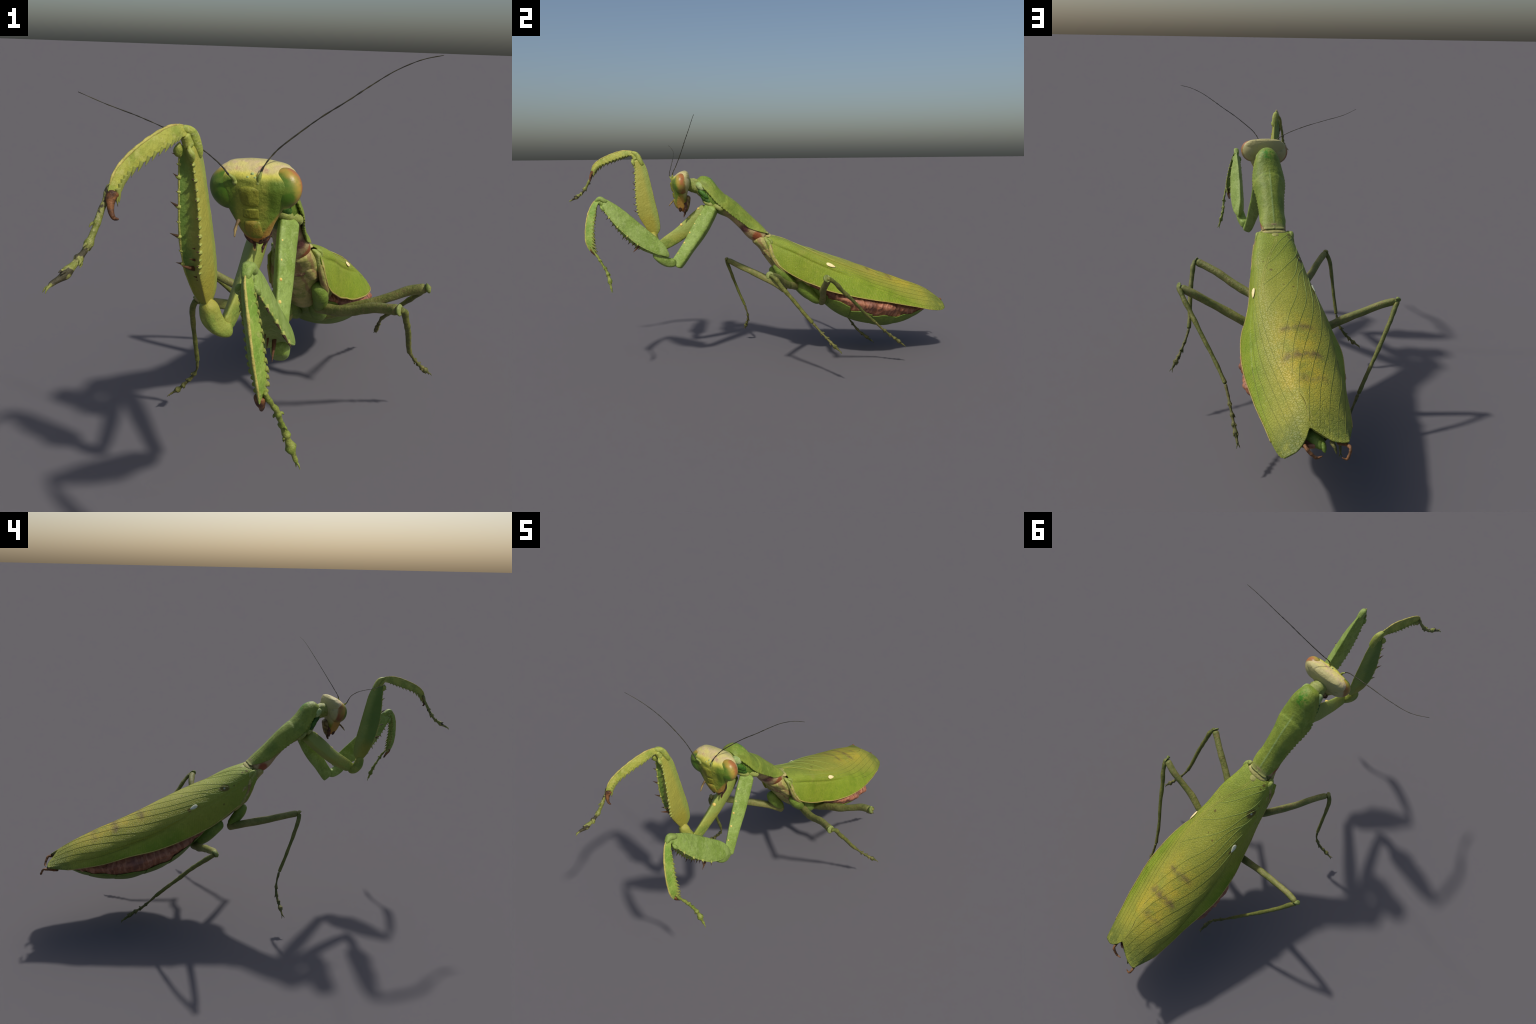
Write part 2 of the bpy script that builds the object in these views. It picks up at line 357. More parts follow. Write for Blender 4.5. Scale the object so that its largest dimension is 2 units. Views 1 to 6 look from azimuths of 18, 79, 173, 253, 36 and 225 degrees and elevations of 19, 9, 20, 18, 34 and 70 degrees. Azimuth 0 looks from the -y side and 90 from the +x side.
M = dict(
    pronotum=m_pronotum(), prothorax=m_prothorax(), thorax=m_thorax(), wingL=m_wing('left'), wingR=m_wing('right'), vein=m_vein(), eye=m_eye(), head=m_head(), pleura=m_pleura(),
    legR=m_foreleg('R'), legL=m_foreleg('L'),
    tibR=simple('tibia_yellow', srgb(162, 164, 70), srgb(136, 148, 58), srgb(184, 180, 106), 18, 90),
    tibL=simple('tibia_green', srgb(112, 144, 52), srgb(132, 156, 64), srgb(168, 170, 98), 18, 90),
    walk=simple('walking_leg_green', srgb(110, 116, 56), srgb(130, 130, 72), srgb(142, 112, 78), 22, 110, bump=.5),
    walkdark=simple('shank_olive', srgb(94, 102, 42), srgb(114, 116, 54), srgb(84, 68, 42), 30, 120, bump=.5),
    tarsus=m_tarsus(), ridge=simple('ridge_straw', srgb(184, 172, 92), srgb(168, 164, 80), srgb(140, 104, 60), 40, 120), ridgeR=simple('edge_olive', srgb(168, 168, 86), srgb(146, 154, 72), srgb(130, 100, 56), 40, 120), ridgeL=simple('edge_leaf', srgb(148, 168, 86), srgb(130, 154, 70), srgb(168, 172, 104), 40, 120),
    tarsus_dark=simple('tarsus_dusky', srgb(84, 88, 40), srgb(112, 108, 58), srgb(48, 40, 28), 40, 140, bump=.5, cfac=.7),
    spine=simple('spine_brown', srgb(78, 54, 36), srgb(52, 36, 28), srgb(128, 104, 58), 60, 120),
    tooth=simple('tooth_green', srgb(160, 166, 82), srgb(140, 150, 66), srgb(92, 66, 40), 60, 120),
    claw=simple('claw_brown', srgb(128, 84, 46), srgb(70, 46, 34), srgb(40, 30, 26), 40, 120),
    callus=simple('callus_yellow', srgb(232, 206, 116), srgb(222, 190, 96), None, 40, 120),
    cream=simple('pale_spot', srgb(244, 226, 170), srgb(236, 214, 150), None, 60, 140, bump=.1),
    paler=simple('pale_spot_grey', srgb(196, 200, 170), srgb(206, 208, 182), None, 60, 140, bump=.1),  # cream spot greyed down: shade on the right wing mixed into its colour
    plate=simple('belly_plate_green', srgb(112, 136, 50), srgb(98, 122, 44), srgb(130, 140, 66), 18, 90),
    seam=simple('seam_pink', srgb(168, 120, 84), srgb(150, 104, 74), None, 30, 90),
    neck=simple('neck_skin', srgb(150, 158, 84), srgb(124, 136, 58), srgb(176, 176, 112), 30, 90),
    neckdark=simple('throat_green', srgb(38, 74, 16), srgb(62, 106, 26), srgb(100, 130, 50), 30, 90),
    antenna=simple('antenna_dark', srgb(44, 42, 34), srgb(66, 62, 40), None, 40, 90),
    mouth=simple('mouth_dark', srgb(88, 52, 36), srgb(48, 32, 28), srgb(150, 108, 70), 60, 120),
    palp=simple('palp_tan', srgb(140, 120, 72), srgb(96, 76, 48), None, 60, 120),
    labrum=simple('labrum_orange', srgb(140, 122, 44), srgb(120, 124, 40), None, 40, 100),
    face=simple('face_shield_olive', srgb(118, 118, 34), srgb(134, 136, 46), srgb(104, 112, 30), 40, 100),
    kneeR=simple('knee_yellow', srgb(158, 164, 72), srgb(134, 148, 62), srgb(176, 178, 116), 40, 100), kneeL=simple('knee_pale_green', srgb(136, 156, 78), srgb(118, 142, 60), srgb(166, 178, 116), 40, 100), kneew=simple('leg_knee', srgb(126, 136, 74), srgb(108, 122, 56), srgb(150, 152, 96), 40, 100),
    hinge=simple('hinge_green', srgb(132, 150, 60), srgb(150, 158, 86), srgb(176, 176, 120), 60, 120), tarsus_green=simple('tarsus_leaf', srgb(112, 128, 48), srgb(134, 142, 66), srgb(70, 76, 34), 40, 140, bump=.5),
    joint=simple('joint_pale', srgb(166, 182, 118), srgb(140, 164, 92), srgb(184, 190, 140), 40, 100),
    cercus=simple('cercus_brown', srgb(136, 92, 54), srgb(104, 72, 44), None, 60, 120),
)

# ------------------------------------------------------------------ the thing
root = bpy.data.objects.new('praying_mantis', None); bpy.context.scene.collection.objects.link(root)
root['label'] = 'green praying mantis with raised spiny forelegs and folded wings'; root['category'] = 'insect'

def part(name, vf, mat, parent=root, kind=None):
    return add(name, new_mesh(name, *vf, M[mat] if isinstance(mat, str) else mat), parent, kind)

# ------------------------------------------------------------------ wing roof, by station y: (x, z) of ridge, crease and lower edge of each side
RIDGE = crv([(-.02, .012, .694), (.03, .01, .683), (.07, .01, .671), (.147, .008, .638), (.25, .006, .6), (.357, .005, .562), (.508, .004, .505), (.685, .003, .44), (.82, .003, .388), (.913, .003, .343), (.96, .003, .315)])
LCREASE = crv([(-.02, .09, .668), (.03, .098, .637), (.123, .118, .596), (.22, .125, .547), (.32, .138, .503), (.42, .15, .466), (.54, .157, .405), (.627, .157, .367), (.72, .145, .325), (.81, .129, .297), (.89, .11, .278), (.95, .096, .268)])
LEDGE = crv([(-.02, .097, .655), (-.005, .106, .603), (.013, .112, .566), (.055, .119, .522), (.117, .13, .481), (.166, .135, .455), (.238, .148, .426), (.27, .156, .411), (.367, .181, .386), (.488, .191, .358), (.62, .18, .33), (.72, .161, .305), (.81, .139, .282), (.888, .12, .262), (.95, .103, .25)])
RCREASE = crv([(-.02, -.062, .672), (.03, -.071, .64), (.078, -.085, .608), (.19, -.108, .554), (.31, -.127, .511), (.35, -.134, .491), (.478, -.144, .432), (.602, -.146, .39), (.72, -.146, .355), (.81, -.136, .328), (.89, -.126, .315), (.95, -.115, .31)])
REDGE = crv([(-.03, -.078, .645), (-.012, -.082, .603), (.015, -.082, .545), (.07, -.093, .513), (.134, -.106, .475), (.196, -.123, .442), (.27, -.144, .419), (.36, -.171, .398), (.487, -.187, .37), (.608, -.177, .348), (.709, -.16, .318), (.788, -.155, .308), (.886, -.141, .3), (.944, -.12, .299)])

FULL_L = crv([(-.02, 1.1), (.2, 1.0), (.32, .9), (.45, .45), (.6, .15), (.75, .05), (.97, .15)])   # how arched each half is (1 = elliptical, 0 = sloping)
FULL_R = crv([(-.02, .9), (.2, .55), (.32, .65), (.4, .9), (.5, 1.05), (.7, 1.0), (.85, .85), (.97, .7)])
FLAT = crv([(-.02, 1.6), (.12, 1.35), (.3, 1.0), (.97, 1.0)])

def roof(y, t):
    """point on the closed wings; t = 0 ridge, +1/+2 left crease/edge, -1/-2 right"""
    y = np.atleast_1d(np.asarray(y, float)); t = np.broadcast_to(np.asarray(t, float), y.shape)
    r = RIDGE(y); L = (t >= 0)[:, None]; c = np.where(L, LCREASE(y), RCREASE(y)); e = np.where(L, LEDGE(y), REDGE(y)); a = np.abs(t)
    f = np.clip(a, 0, 1)[:, None]; full = np.where(L, FULL_L(y), FULL_R(y)); pw = FLAT(y)
    fx = full*np.sin(f*np.pi/2) + (1 - full)*f; fz = full*(1 - np.cos(f*np.pi/2))**pw + (1 - full)*f**1.5
    x1 = r[:, :1] + (c[:, :1] - r[:, :1])*fx; z1 = r[:, 1:] - (r[:, 1:] - c[:, 1:])*fz
    g = np.clip(a - 1, 0, 1.3)[:, None]
    bow = np.where(L, .14, .08 + .12*sstep(y, .2, .42)[:, None])*np.clip(g*(1 - g), 0, 1)*np.sign(t)[:, None]*(c[:, 1:] - e[:, 1:])
    up = a[:, None] <= 1
    x = np.where(up, x1, c[:, :1] + (e[:, :1] - c[:, :1])*g + bow); z = np.where(up, z1, c[:, 1:] + (e[:, 1:] - c[:, 1:])*g)
    return np.concatenate([x, y[:, None], z], 1)

def roof_n(y, t):
    h = 1e-3; n = np.cross(roof(y + h, t) - roof(y - h, t), roof(y, np.asarray(t) + h*4) - roof(y, np.asarray(t) - h*4))
    n = unit(n); return n*np.sign(np.where(np.abs(n[:, 2:]) > .15, n[:, 2:], n[:, :1]*np.sign(np.broadcast_to(t, y.shape))[:, None]))

inner_t = crv([(-.02, 0), (.048, .03), (.137, .25), (.215, .44), (.383, .52), (.536, .43), (.62, .38), (.673, .33), (.7, .28), (.785, .18), (.864, .03), (.93, 0)])
rear_y = crv([(-2.0, .885), (-1.93, .912), (-1.75, .938), (-1.4, .955), (-1, .963), (-.65, .966), (-.37, .956), (-.25, .945), (-.08, .928), (0, .92), (.15, .942), (.25, .953), (.5, .968), (.8, .968), (1.18, .959), (1.6, .948), (1.85, .928), (1.95, .908), (2.0, .88)])
front_y = crv([(-2, -.03), (-1.4, -.025), (-.8, -.015), (-.3, .0), (0, .008), (.3, 0), (.8, -.015), (1.4, -.022), (2, -.02)])

def relief(Y, T, P, side):
    a = np.abs(T)
    d = -.0028*np.exp(-((a - 1)/.06)**2)*sstep(Y, .01, .08)*sstep(Y, .75, .5)             # groove along the main vein
    d += .0014*Wobble(38, 3)(P)*sstep(Y, .0, .2)                                        # soft unevenness
    d += .0005*np.sin(P[:, 1]*420 + P[:, 2]*160)*sstep(a, 1.1, 1.4)                     # fine ribs of the side field
    d += -.0008 if side == 'R' else -.0022
    return d

def wing(side):
    nu, nv = 260, 120
    s = np.linspace(0, 1, nu); q = np.linspace(0, 1, nv)
    S, Q = np.meshgrid(s, q, indexing='ij'); S = S.ravel(); Q = Q.ravel()
    if side == 'L':
        T = -.3 + Q*2.3
    else:
        T = None
    if T is None:
        y = np.zeros_like(S) + S
        ti = inner_t(S*.95)[:, 0]; T = -2 + Q*(2 + ti)
    y0 = front_y(T)[:, 0]; y1 = rear_y(T)[:, 0]; Y = y0 + (y1 - y0)*S
    P = roof(Y, T); N = roof_n(Y, T); d = relief(Y, T, P, side)
    if side == 'L': d -= .005*sstep(inner_t(Y)[:, 0] - T, .02, .06)
    P = P + N*d[:, None]; th = .0035*(1 - .75*sstep(Q, .9, 1.0)) if side == 'R' else .0035 + 0*Q
    Bt = P - N*th[:, None]
    F = grid_faces(nu, nv); k = nu*nv; F += [tuple(i + k for i in f[::-1]) for f in F]
    rim = [i*nv for i in range(nu)] + [(nu - 1)*nv + j for j in range(1, nv)] + [i*nv + nv - 1 for i in range(nu - 2, -1, -1)] + list(range(nv - 2, 0, -1))
    for a_, b_ in zip(rim, rim[1:] + rim[:1]): F.append((a_, b_, b_ + k, a_ + k))
    return np.r_[P, Bt], F

wl = part('wing', wing('L'), 'wingL'); wr = part('wing', wing('R'), 'wingR')

def vein(yt, r=.0013, lift=.0003, n=60, side='R'):
    f = path(yt); q = f(np.linspace(0, 1, n)); P = roof(q[:, 0], q[:, 1]); P = P + roof_n(q[:, 0], q[:, 1])*(lift + relief(q[:, 0], q[:, 1], P, side))[:, None]
    return tube(P, [r, r, r*.7], ring=ring_round(6), n=n, caps=(0, 0))

rv = [[(.02, -.75), (.058, -.45), (.134, -.02), (.178, .2), (.2, .38)], [(.015, -.5), (.05, -.22), (.1, .05), (.14, .2)], [(.03, -.9), (.11, -.63), (.2, -.18), (.27, .2), (.3, .46)],
      [(.09, -.9), (.168, -.52), (.243, -.33), (.331, 0), (.4, .33), (.43, .48)], [(.18, -.72), (.273, -.35), (.342, -.23), (.516, .12), (.645, .34)], [(.14, -.85), (.229, -.6), (.345, -.42), (.516, -.1), (.652, .12), (.73, .22)],
      [(.22, -.85), (.335, -.6), (.519, -.28), (.676, -.03), (.731, .05), (.8, .12)], [(.28, -.92), (.386, -.7), (.55, -.45), (.717, -.17), (.771, -.1), (.853, -.03), (.9, 0)],
      [(.34, -.95), (.427, -.86), (.632, -.5), (.703, -.37), (.836, -.22), (.92, -.17)], [(.45, -.98), (.594, -.8), (.686, -.6), (.867, -.38), (.94, -.34)],
      [(.52, -1.0), (.65, -.9), (.75, -.75), (.87, -.58), (.955, -.54)], [(.6, -1.12), (.72, -1.02), (.85, -.85), (.955, -.78)]]
lv = [[(.1, .6), (.25, .62), (.4, .63), (.55, .56), (.66, .47), (.76, .36), (.86, .2)], [(.2, .78), (.4, .76), (.55, .68), (.68, .58), (.8, .48), (.94, .32)],
      [(.35, .88), (.55, .82), (.7, .72), (.82, .64), (.95, .52)], [(.5, .96), (.65, .9), (.8, .82), (.955, .72)], [(.6, 1.05), (.75, 1.02), (.95, .95)]]
marg = [[(-.005, s*1.99)] + [(y, s*1.995) for y in np.linspace(.05, .86, 14)] for s in (1, -1)]
part('wing_vein', merge([vein(v, .0008) for v in rv]), 'vein', wr, 'stuff')
part('wing_seam', merge([vein([(y, float(inner_t(y)[0, 0]) - k) for y in np.linspace(.03, .9, 18)], .0011, -.0004, 120) for k in (.015, .07)]), simple('seam_straw', srgb(176, 166, 84), srgb(148, 148, 62), None, 30), wr)
part('wing_vein', merge([vein(v, .0007, side='L') for v in lv]), 'vein', wl, 'stuff')
for s, w in ((1, wl), (-1, wr)):
    part('wing_margin', vein([(-.012, s*1.98)] + [(y, s*1.995) for y in np.linspace(.03, .88, 16)], .0028, 0, 120), simple('margin_tan', srgb(170, 160, 78), srgb(150, 134, 70)), w)

def wing_spot(y, t, ry, rx, mat, w, ang=0):
    c = roof([y], [t])[0]; n = roof_n(np.array([y]), np.array([t]))[0]
    f = unit(np.array([0, 1, 0]) - n*n[1]); r = np.cross(n, f); f, r = f*math.cos(ang) + r*math.sin(ang), r*math.cos(ang) - f*math.sin(ang)
    V, F = ball((0, 0, 0), 1, 12); rr = np.abs(V[:, :1])
    V = c + n*.0025 + V[:, :1]*f*ry + V[:, 1:2]*r*rx*(1 - .35*V[:, :1]) + V[:, 2:]*n*.0028
    part('wing_spot', (V, F), mat, w)
wing_spot(.301, .8, .026, .0095, 'cream', wl, -.4)
wing_spot(.29, -.82, .02, .009, 'paler', wr, .4)

# wing hinges (axillary knobs) and the little shield between them
for x, y, z, w in ((.083, -.012, .678, wl), (-.06, -.01, .68, wr)):
    part('wing_hinge', merge([tube([(x*.8, -.03, .682), (x*.95, -.018, .665), (x*1.02, -.006, .63), (x*1.08, .01, .59)], [.008, .012, .012, .006], [.012, .014, .012, .006], n=24, caps=(.2, .2), rough=.1, freq=150), tube([(x*1.0, y - .012, z + .002), (x*1.04, y + .004, z - .008), (x*1.1, y + .016, z - .03)], [.006, .009, .005], [.010, .010, .005], n=20, caps=(.25, .3), rough=.1, freq=170)]), 'hinge', w)
part('scutellum', merge([ball((.012, -.008, .684), (.052, .022, .012)), ball((.011, .012, .679), (.02, .025, .008))]), simple('scutellum_tan', srgb(176, 166, 104), srgb(150, 150, 82)))

# ------------------------------------------------------------------ abdomen
ZB = crv([(.16, .43), (.22, .38), (.27, .335), (.35, .268), (.43, .222), (.517, .195), (.61, .174), (.675, .176), (.75, .19), (.82, .217), (.86, .24), (.9, .258), (.94, .272)])
XE = crv([(.16, .075), (.27, .115), (.367, .166), (.488, .195), (.59, .188), (.68, .152), (.75, .12), (.82, .085), (.87, .062), (.92, .04), (.94, .02)])
ZE = crv([(.16, .46), (.27, .395), (.367, .358), (.488, .33), (.6, .307), (.7, .285), (.8, .268), (.87, .272), (.94, .282)])
HALF = path([(0, 0), (.28, .06), (.5, .2), (.7, .42), (.88, .72), (1, 1.0), (.9, 1.16), (.72, 1.4), (.4, 1.7), (0, 1.85)])
def belly(y, q, lift=0.0):
    """q: -1..1 round the section, 0 = keel, +-0.4 = upper border of the belly plates"""
    y = np.atleast_1d(y); q = np.broadcast_to(q, y.shape); h = HALF(np.abs(q)); zb = ZB(y)[:, 0]; ze = ZE(y)[:, 0]; zt = RIDGE(y)[:, 1] - .05
    k = np.clip(h[:, 1], 0, 1)*(ze - zb) + np.clip(h[:, 1] - 1, 0, 1)*(np.maximum(zt, ze + .01) - ze)
    x = h[:, 0]*XE(y)[:, 0]*np.sign(q); P = np.c_[x + .0, y, zb + k]
    c = np.c_[x*.4, y, zb*.4 + ze*.6]; return P + unit(P - c)*np.broadcast_to(lift, y.shape)[:, None]
def abdomen():
    nu, nv = 150, 96; y = np.linspace(.17, .94, nu); q = np.linspace(-1, 1, nv, endpoint=False)
    Y, Q = np.meshgrid(y, q, indexing='ij'); Y = Y.ravel(); Q = Q.ravel(); a = np.abs(Q)
    P = belly(Y, Q); side = sstep(a, .33, .42)*sstep(a, .8, .6)
    seg = .5 + .5*np.cos((Y - .41)/.128*2*np.pi)                                          # folds between the rings
    d = side*(.004*Wobble(60, 5)(P*[1, 1, .5]) + .003*Wobble(150, 6)(P*[1, 1.4, .35]) - .006*seg**6) - .003*sstep(a, .4, .3)
    P = P + unit(np.c_[P[:, 0], 0*Y, (P[:, 2] - ZE(Y)[:, 0])])*d[:, None]
    V = np.r_[P, [[0, .168, .46]], [[0, .945, .285]]]; F = grid_faces(nu, nv, True); k = nu*nv
    F += [(k, (j + 1) % nv, j) for j in range(nv)] + [(k + 1, k - nv + j, k - nv + (j + 1) % nv) for j in range(nv)]
    return V, F
ab = part('abdomen', abdomen(), 'pleura')
def plate(y0, y1, q, bend=.03, tail=.0):
    nu, nv = 26, 40; s, w = np.meshgrid(np.linspace(0, 1, nu), np.linspace(-1, 1, nv), indexing='ij'); s = s.ravel(); w = w.ravel()
    Y = y0 + (y1 - y0)*s - bend*(1 - np.abs(w)**2)*.0 + bend*(np.abs(w)**2)*(.3 - s*.8)
    Q = w*q*(1 - .10*np.cos(s*np.pi)**2*np.where(s < .5, 1.4, .6) - tail*s**2)
    lift = .0015 + .0035*s + .0025*np.sin(np.pi*s)
    P = belly(Y, Q, lift); B = belly(Y, Q*.97, lift - .006)
    F = grid_faces(nu, nv); k = nu*nv; F += [tuple(i + k for i in f[::-1]) for f in F]
    rim = [i*nv for i in range(nu)] + [(nu - 1)*nv + j for j in range(1, nv)] + [i*nv + nv - 1 for i in range(nu - 2, -1, -1)] + list(range(nv - 2, 0, -1))
    F += [(a, b, b + k, a + k) for a, b in zip(rim, rim[1:] + rim[:1])]
    return np.r_[P, B], F, rim
for y0, y1, q, tl in ((.19, .305, .46, 0), (.285, .415, .44, 0), (.395, .535, .385, 0), (.515, .672, .385, 0), (.652, .79, .4, 0), (.77, .868, .46, .1), (.85, .925, .6, .3)):
    V, F, rim = plate(y0, y1, q, tail=tl); p = part('belly_plate', (V, F), 'plate', ab)
# rear end: supra-anal plate and a pair of jointed cerci
part('tail_plate', merge([tube([(-.0, .86, .295), (-.015, .905, .29), (-.03, .95, .278)], [.026, .02, .009], [.045, .03, .012], n=24, caps=(.1, .25)), tube([(-.03, .9, .285), (-.036, .94, .28), (-.039, .958, .27)], [.013, .012, .007], n=16, caps=(.1, .3))]), 'plate', ab)
for pts in ([(.03, .915, .288), (.027, .943, .296), (.022, .966, .298), (.008, .977, .284), (-.008, .981, .272), (-.028, .978, .274)], [(-.085, .92, .275), (-.108, .962, .296), (-.112, .983, .3), (-.108, .992, .286), (-.098, .997, .272), (-.084, .993, .276)]):
    part('cercus', tube(pts, [.0055, .006, .0055, .005, .004, .0022], n=60, ring=ring_round(10), rough=.12, freq=260, knobs=[(k, .03, .22) for k in (.2, .36, .52, .66, .8)]), 'cercus', ab)
part('cercus_stub', tube([(-.06, .94, .3), (-.068, .965, .29), (-.072, .975, .275)], [.007, .006, .002], n=20, rough=.2, freq=300), 'tarsus_dark', ab)

# ------------------------------------------------------------------ thorax, prothorax, neck
part('thorax', tube([(.012, -.075, .685), (.012, -.035, .655), (.008, .02, .605), (.004, .09, .555), (.0, .17, .505), (0, .26, .45)], [.034, .042, .066, .09, .1, .09], [.05, .074, .084, .088, .096, .105], n=60, caps=(.05, .1), rough=.035, freq=60, vent=(0, -.5, -.85), ring=ring_round(40)), 'thorax')
# hard plates down the side and breast of the middle thorax
for pts, a, m in (([(.088, -.01, .655), (.097, .004, .59), (.103, .043, .53), (.1, .083, .487)], [.010, .012, .013, .010], 'thorax'), ([(-.066, -.0, .645), (-.07, .015, .58), (-.076, .05, .525), (-.075, .085, .485)], [.010, .011, .012, .010], 'thorax'),
                  ([(.055, -.028, .63), (.06, -.005, .6), (.07, .015, .57)], [.02, .022, .016], 'thorax'), ([(-.03, -.028, .63), (-.035, -.005, .6), (-.045, .015, .57)], [.02, .022, .016], 'thorax'),
                  ([(.05, -.055, .662), (.03, -.052, .65), (.012, -.05, .645), (-.01, -.052, .65), (-.03, -.055, .662)], [.010, .012, .012, .012, .010], 'prothorax'),
                  ([(.06, -.02, .615), (.035, -.022, .6), (.012, -.025, .595), (-.012, -.022, .6), (-.036, -.02, .615)], [.010, .012, .012, .012, .010], simple('breast_plate', srgb(150, 132, 88), srgb(112, 62, 58), srgb(170, 160, 100), 30, 90))):
    part('thorax_plate', tube(pts, a, n=24, caps=(.2, .2), rough=.05, freq=120), m)

# pronotum: a saddle-shaped shield; (y, z) of its crest and (half width, y, z) of its rim, per station
CX = .0125
CREST = path([(-.362, .983), (-.337, .995), (-.292, .98), (-.25, .93), (-.205, .893), (-.16, .858), (-.11, .808), (-.075, .775), (-.04, .742), (-.006, .706)])
st = np.array([(.026, -.362, .978), (.045, -.348, .955), (.063, -.313, .912), (.073, -.277, .868), (.073, -.236, .832), (.062, -.187, .792), (.057, -.14, .757), (.055, -.107, .732), (.054, -.065, .717), (.044, -.012, .702)])
RIM = crv(np.c_[np.linspace(0, 1, 10), st]); CR2 = crv(np.c_[np.linspace(0, 1, 10), [(-.362, .983), (-.337, .995), (-.292, .98), (-.25, .93), (-.205, .893), (-.16, .858), (-.11, .808), (-.075, .775), (-.04, .742), (-.006, .706)]])
def pronotum():
    nu, nv = 130, 61; s = np.linspace(0, 1, nu); w = np.linspace(-1, 1, nv); S, W = np.meshgrid(s, w, indexing='ij'); S = S.ravel(); W = W.ravel()
    r = RIM(S); c = CR2(S); a = np.abs(W); lat = np.sin(a*np.pi/2)**.92*np.sign(W); k = (1 - np.cos(a*np.pi/2)**1.0)
    P = np.c_[CX + r[:, 0]*lat, c[:, 0] + (r[:, 1] - c[:, 0])*k, c[:, 1] + (r[:, 2] - c[:, 1])*k - .003]
    up = unit(np.c_[P[:, 0]*0 + lat*.6, -.4 + 0*S, .8 - .7*a])
    d = -.006*np.exp(-((S - .385 - .03*a)/.025)**2)*sstep(a, .95, .5) + .0035*np.exp(-(W/.05)**2)*sstep(S, .4, .5) + .0015*Wobble(45, 11)(P)   # cross groove, keel
    d += .004*np.exp(-((S - .2)/.12)**2)*np.exp(-(W/.35)**2)
    d += .0022*np.sign(np.sin(S*190))*sstep(a, .93, 1.0)*sstep(S, .1, .2)*sstep(S, .85, .6) + .002*sstep(a, .86, .97)    # toothed, raised rim
    d -= .005*sstep(S, .955, .975)*sstep(S, 1, .985)
    P = P + up*d[:, None]; B = P - up*.008
    F = grid_faces(nu, nv); q = nu*nv; F += [tuple(i + q for i in f[::-1]) for f in F]
    rim = [i*nv for i in range(nu)] + [(nu - 1)*nv + j for j in range(1, nv)] + [i*nv + nv - 1 for i in range(nu - 2, -1, -1)] + list(range(nv - 2, 0, -1))
    F += [(a_, b_, b_ + q, a_ + q) for a_, b_ in zip(rim, rim[1:] + rim[:1])]
    return np.r_[P, B], F
pn = part('pronotum', pronotum(), 'pronotum')
part('prothorax', tube([(.012, -.335, .945), (.012, -.29, .885), (.012, -.245, .845), (.012, -.19, .81), (.012, -.13, .755), (.012, -.07, .7), (.012, -.02, .675)], [.03, .048, .042, .036, .036, .042, .04], [.035, .06, .062, .05, .05, .055, .05], n=70, vent=(0, -.65, -.75), caps=(.05, .05), rough=.025, freq=70, ring=ring_round(32)), 'prothorax')
part('neck', tube([(.008, -.418, .955), (.01, -.37, .945), (.012, -.335, .93), (.012, -.3, .9)], [.03, .036, .04, .04], [.03, .035, .038, .04], n=30, vent=(0, 0, -1), rough=.03, freq=110, knobs=[(.25, .05, .08), (.5, .05, -.08)]), 'neck')
for s in (-1, 1):   # throat sclerites
    for pts, a, m in (([(CX + s*.03, -.36, .93), (CX + s*.04, -.335, .905), (CX + s*.05, -.31, .88)], [.012, .014, .012], 'neckdark'), ([(CX + s*.03, -.345, .905), (CX + s*.04, -.32, .88), (CX + s*.048, -.3, .862)], [.013, .015, .013], 'neckdark'),
                      ([(CX + s*.02, -.33, .88), (CX + s*.04, -.31, .86), (CX + s*.05, -.29, .845)], [.014, .016, .014], 'neck'), ([(CX + s*.025, -.37, .96), (CX + s*.034, -.35, .945), (CX + s*.04, -.33, .925)], [.014, .018, .012], 'joint'), ([(CX + s*.045, -.29, .855), (CX + s*.06, -.265, .84), (CX + s*.06, -.24, .825)], [.010, .014, .012], 'neck')):
        part('throat_plate', tube(pts, a, n=18, caps=(.25, .25), rough=.06, freq=130), m, pn)

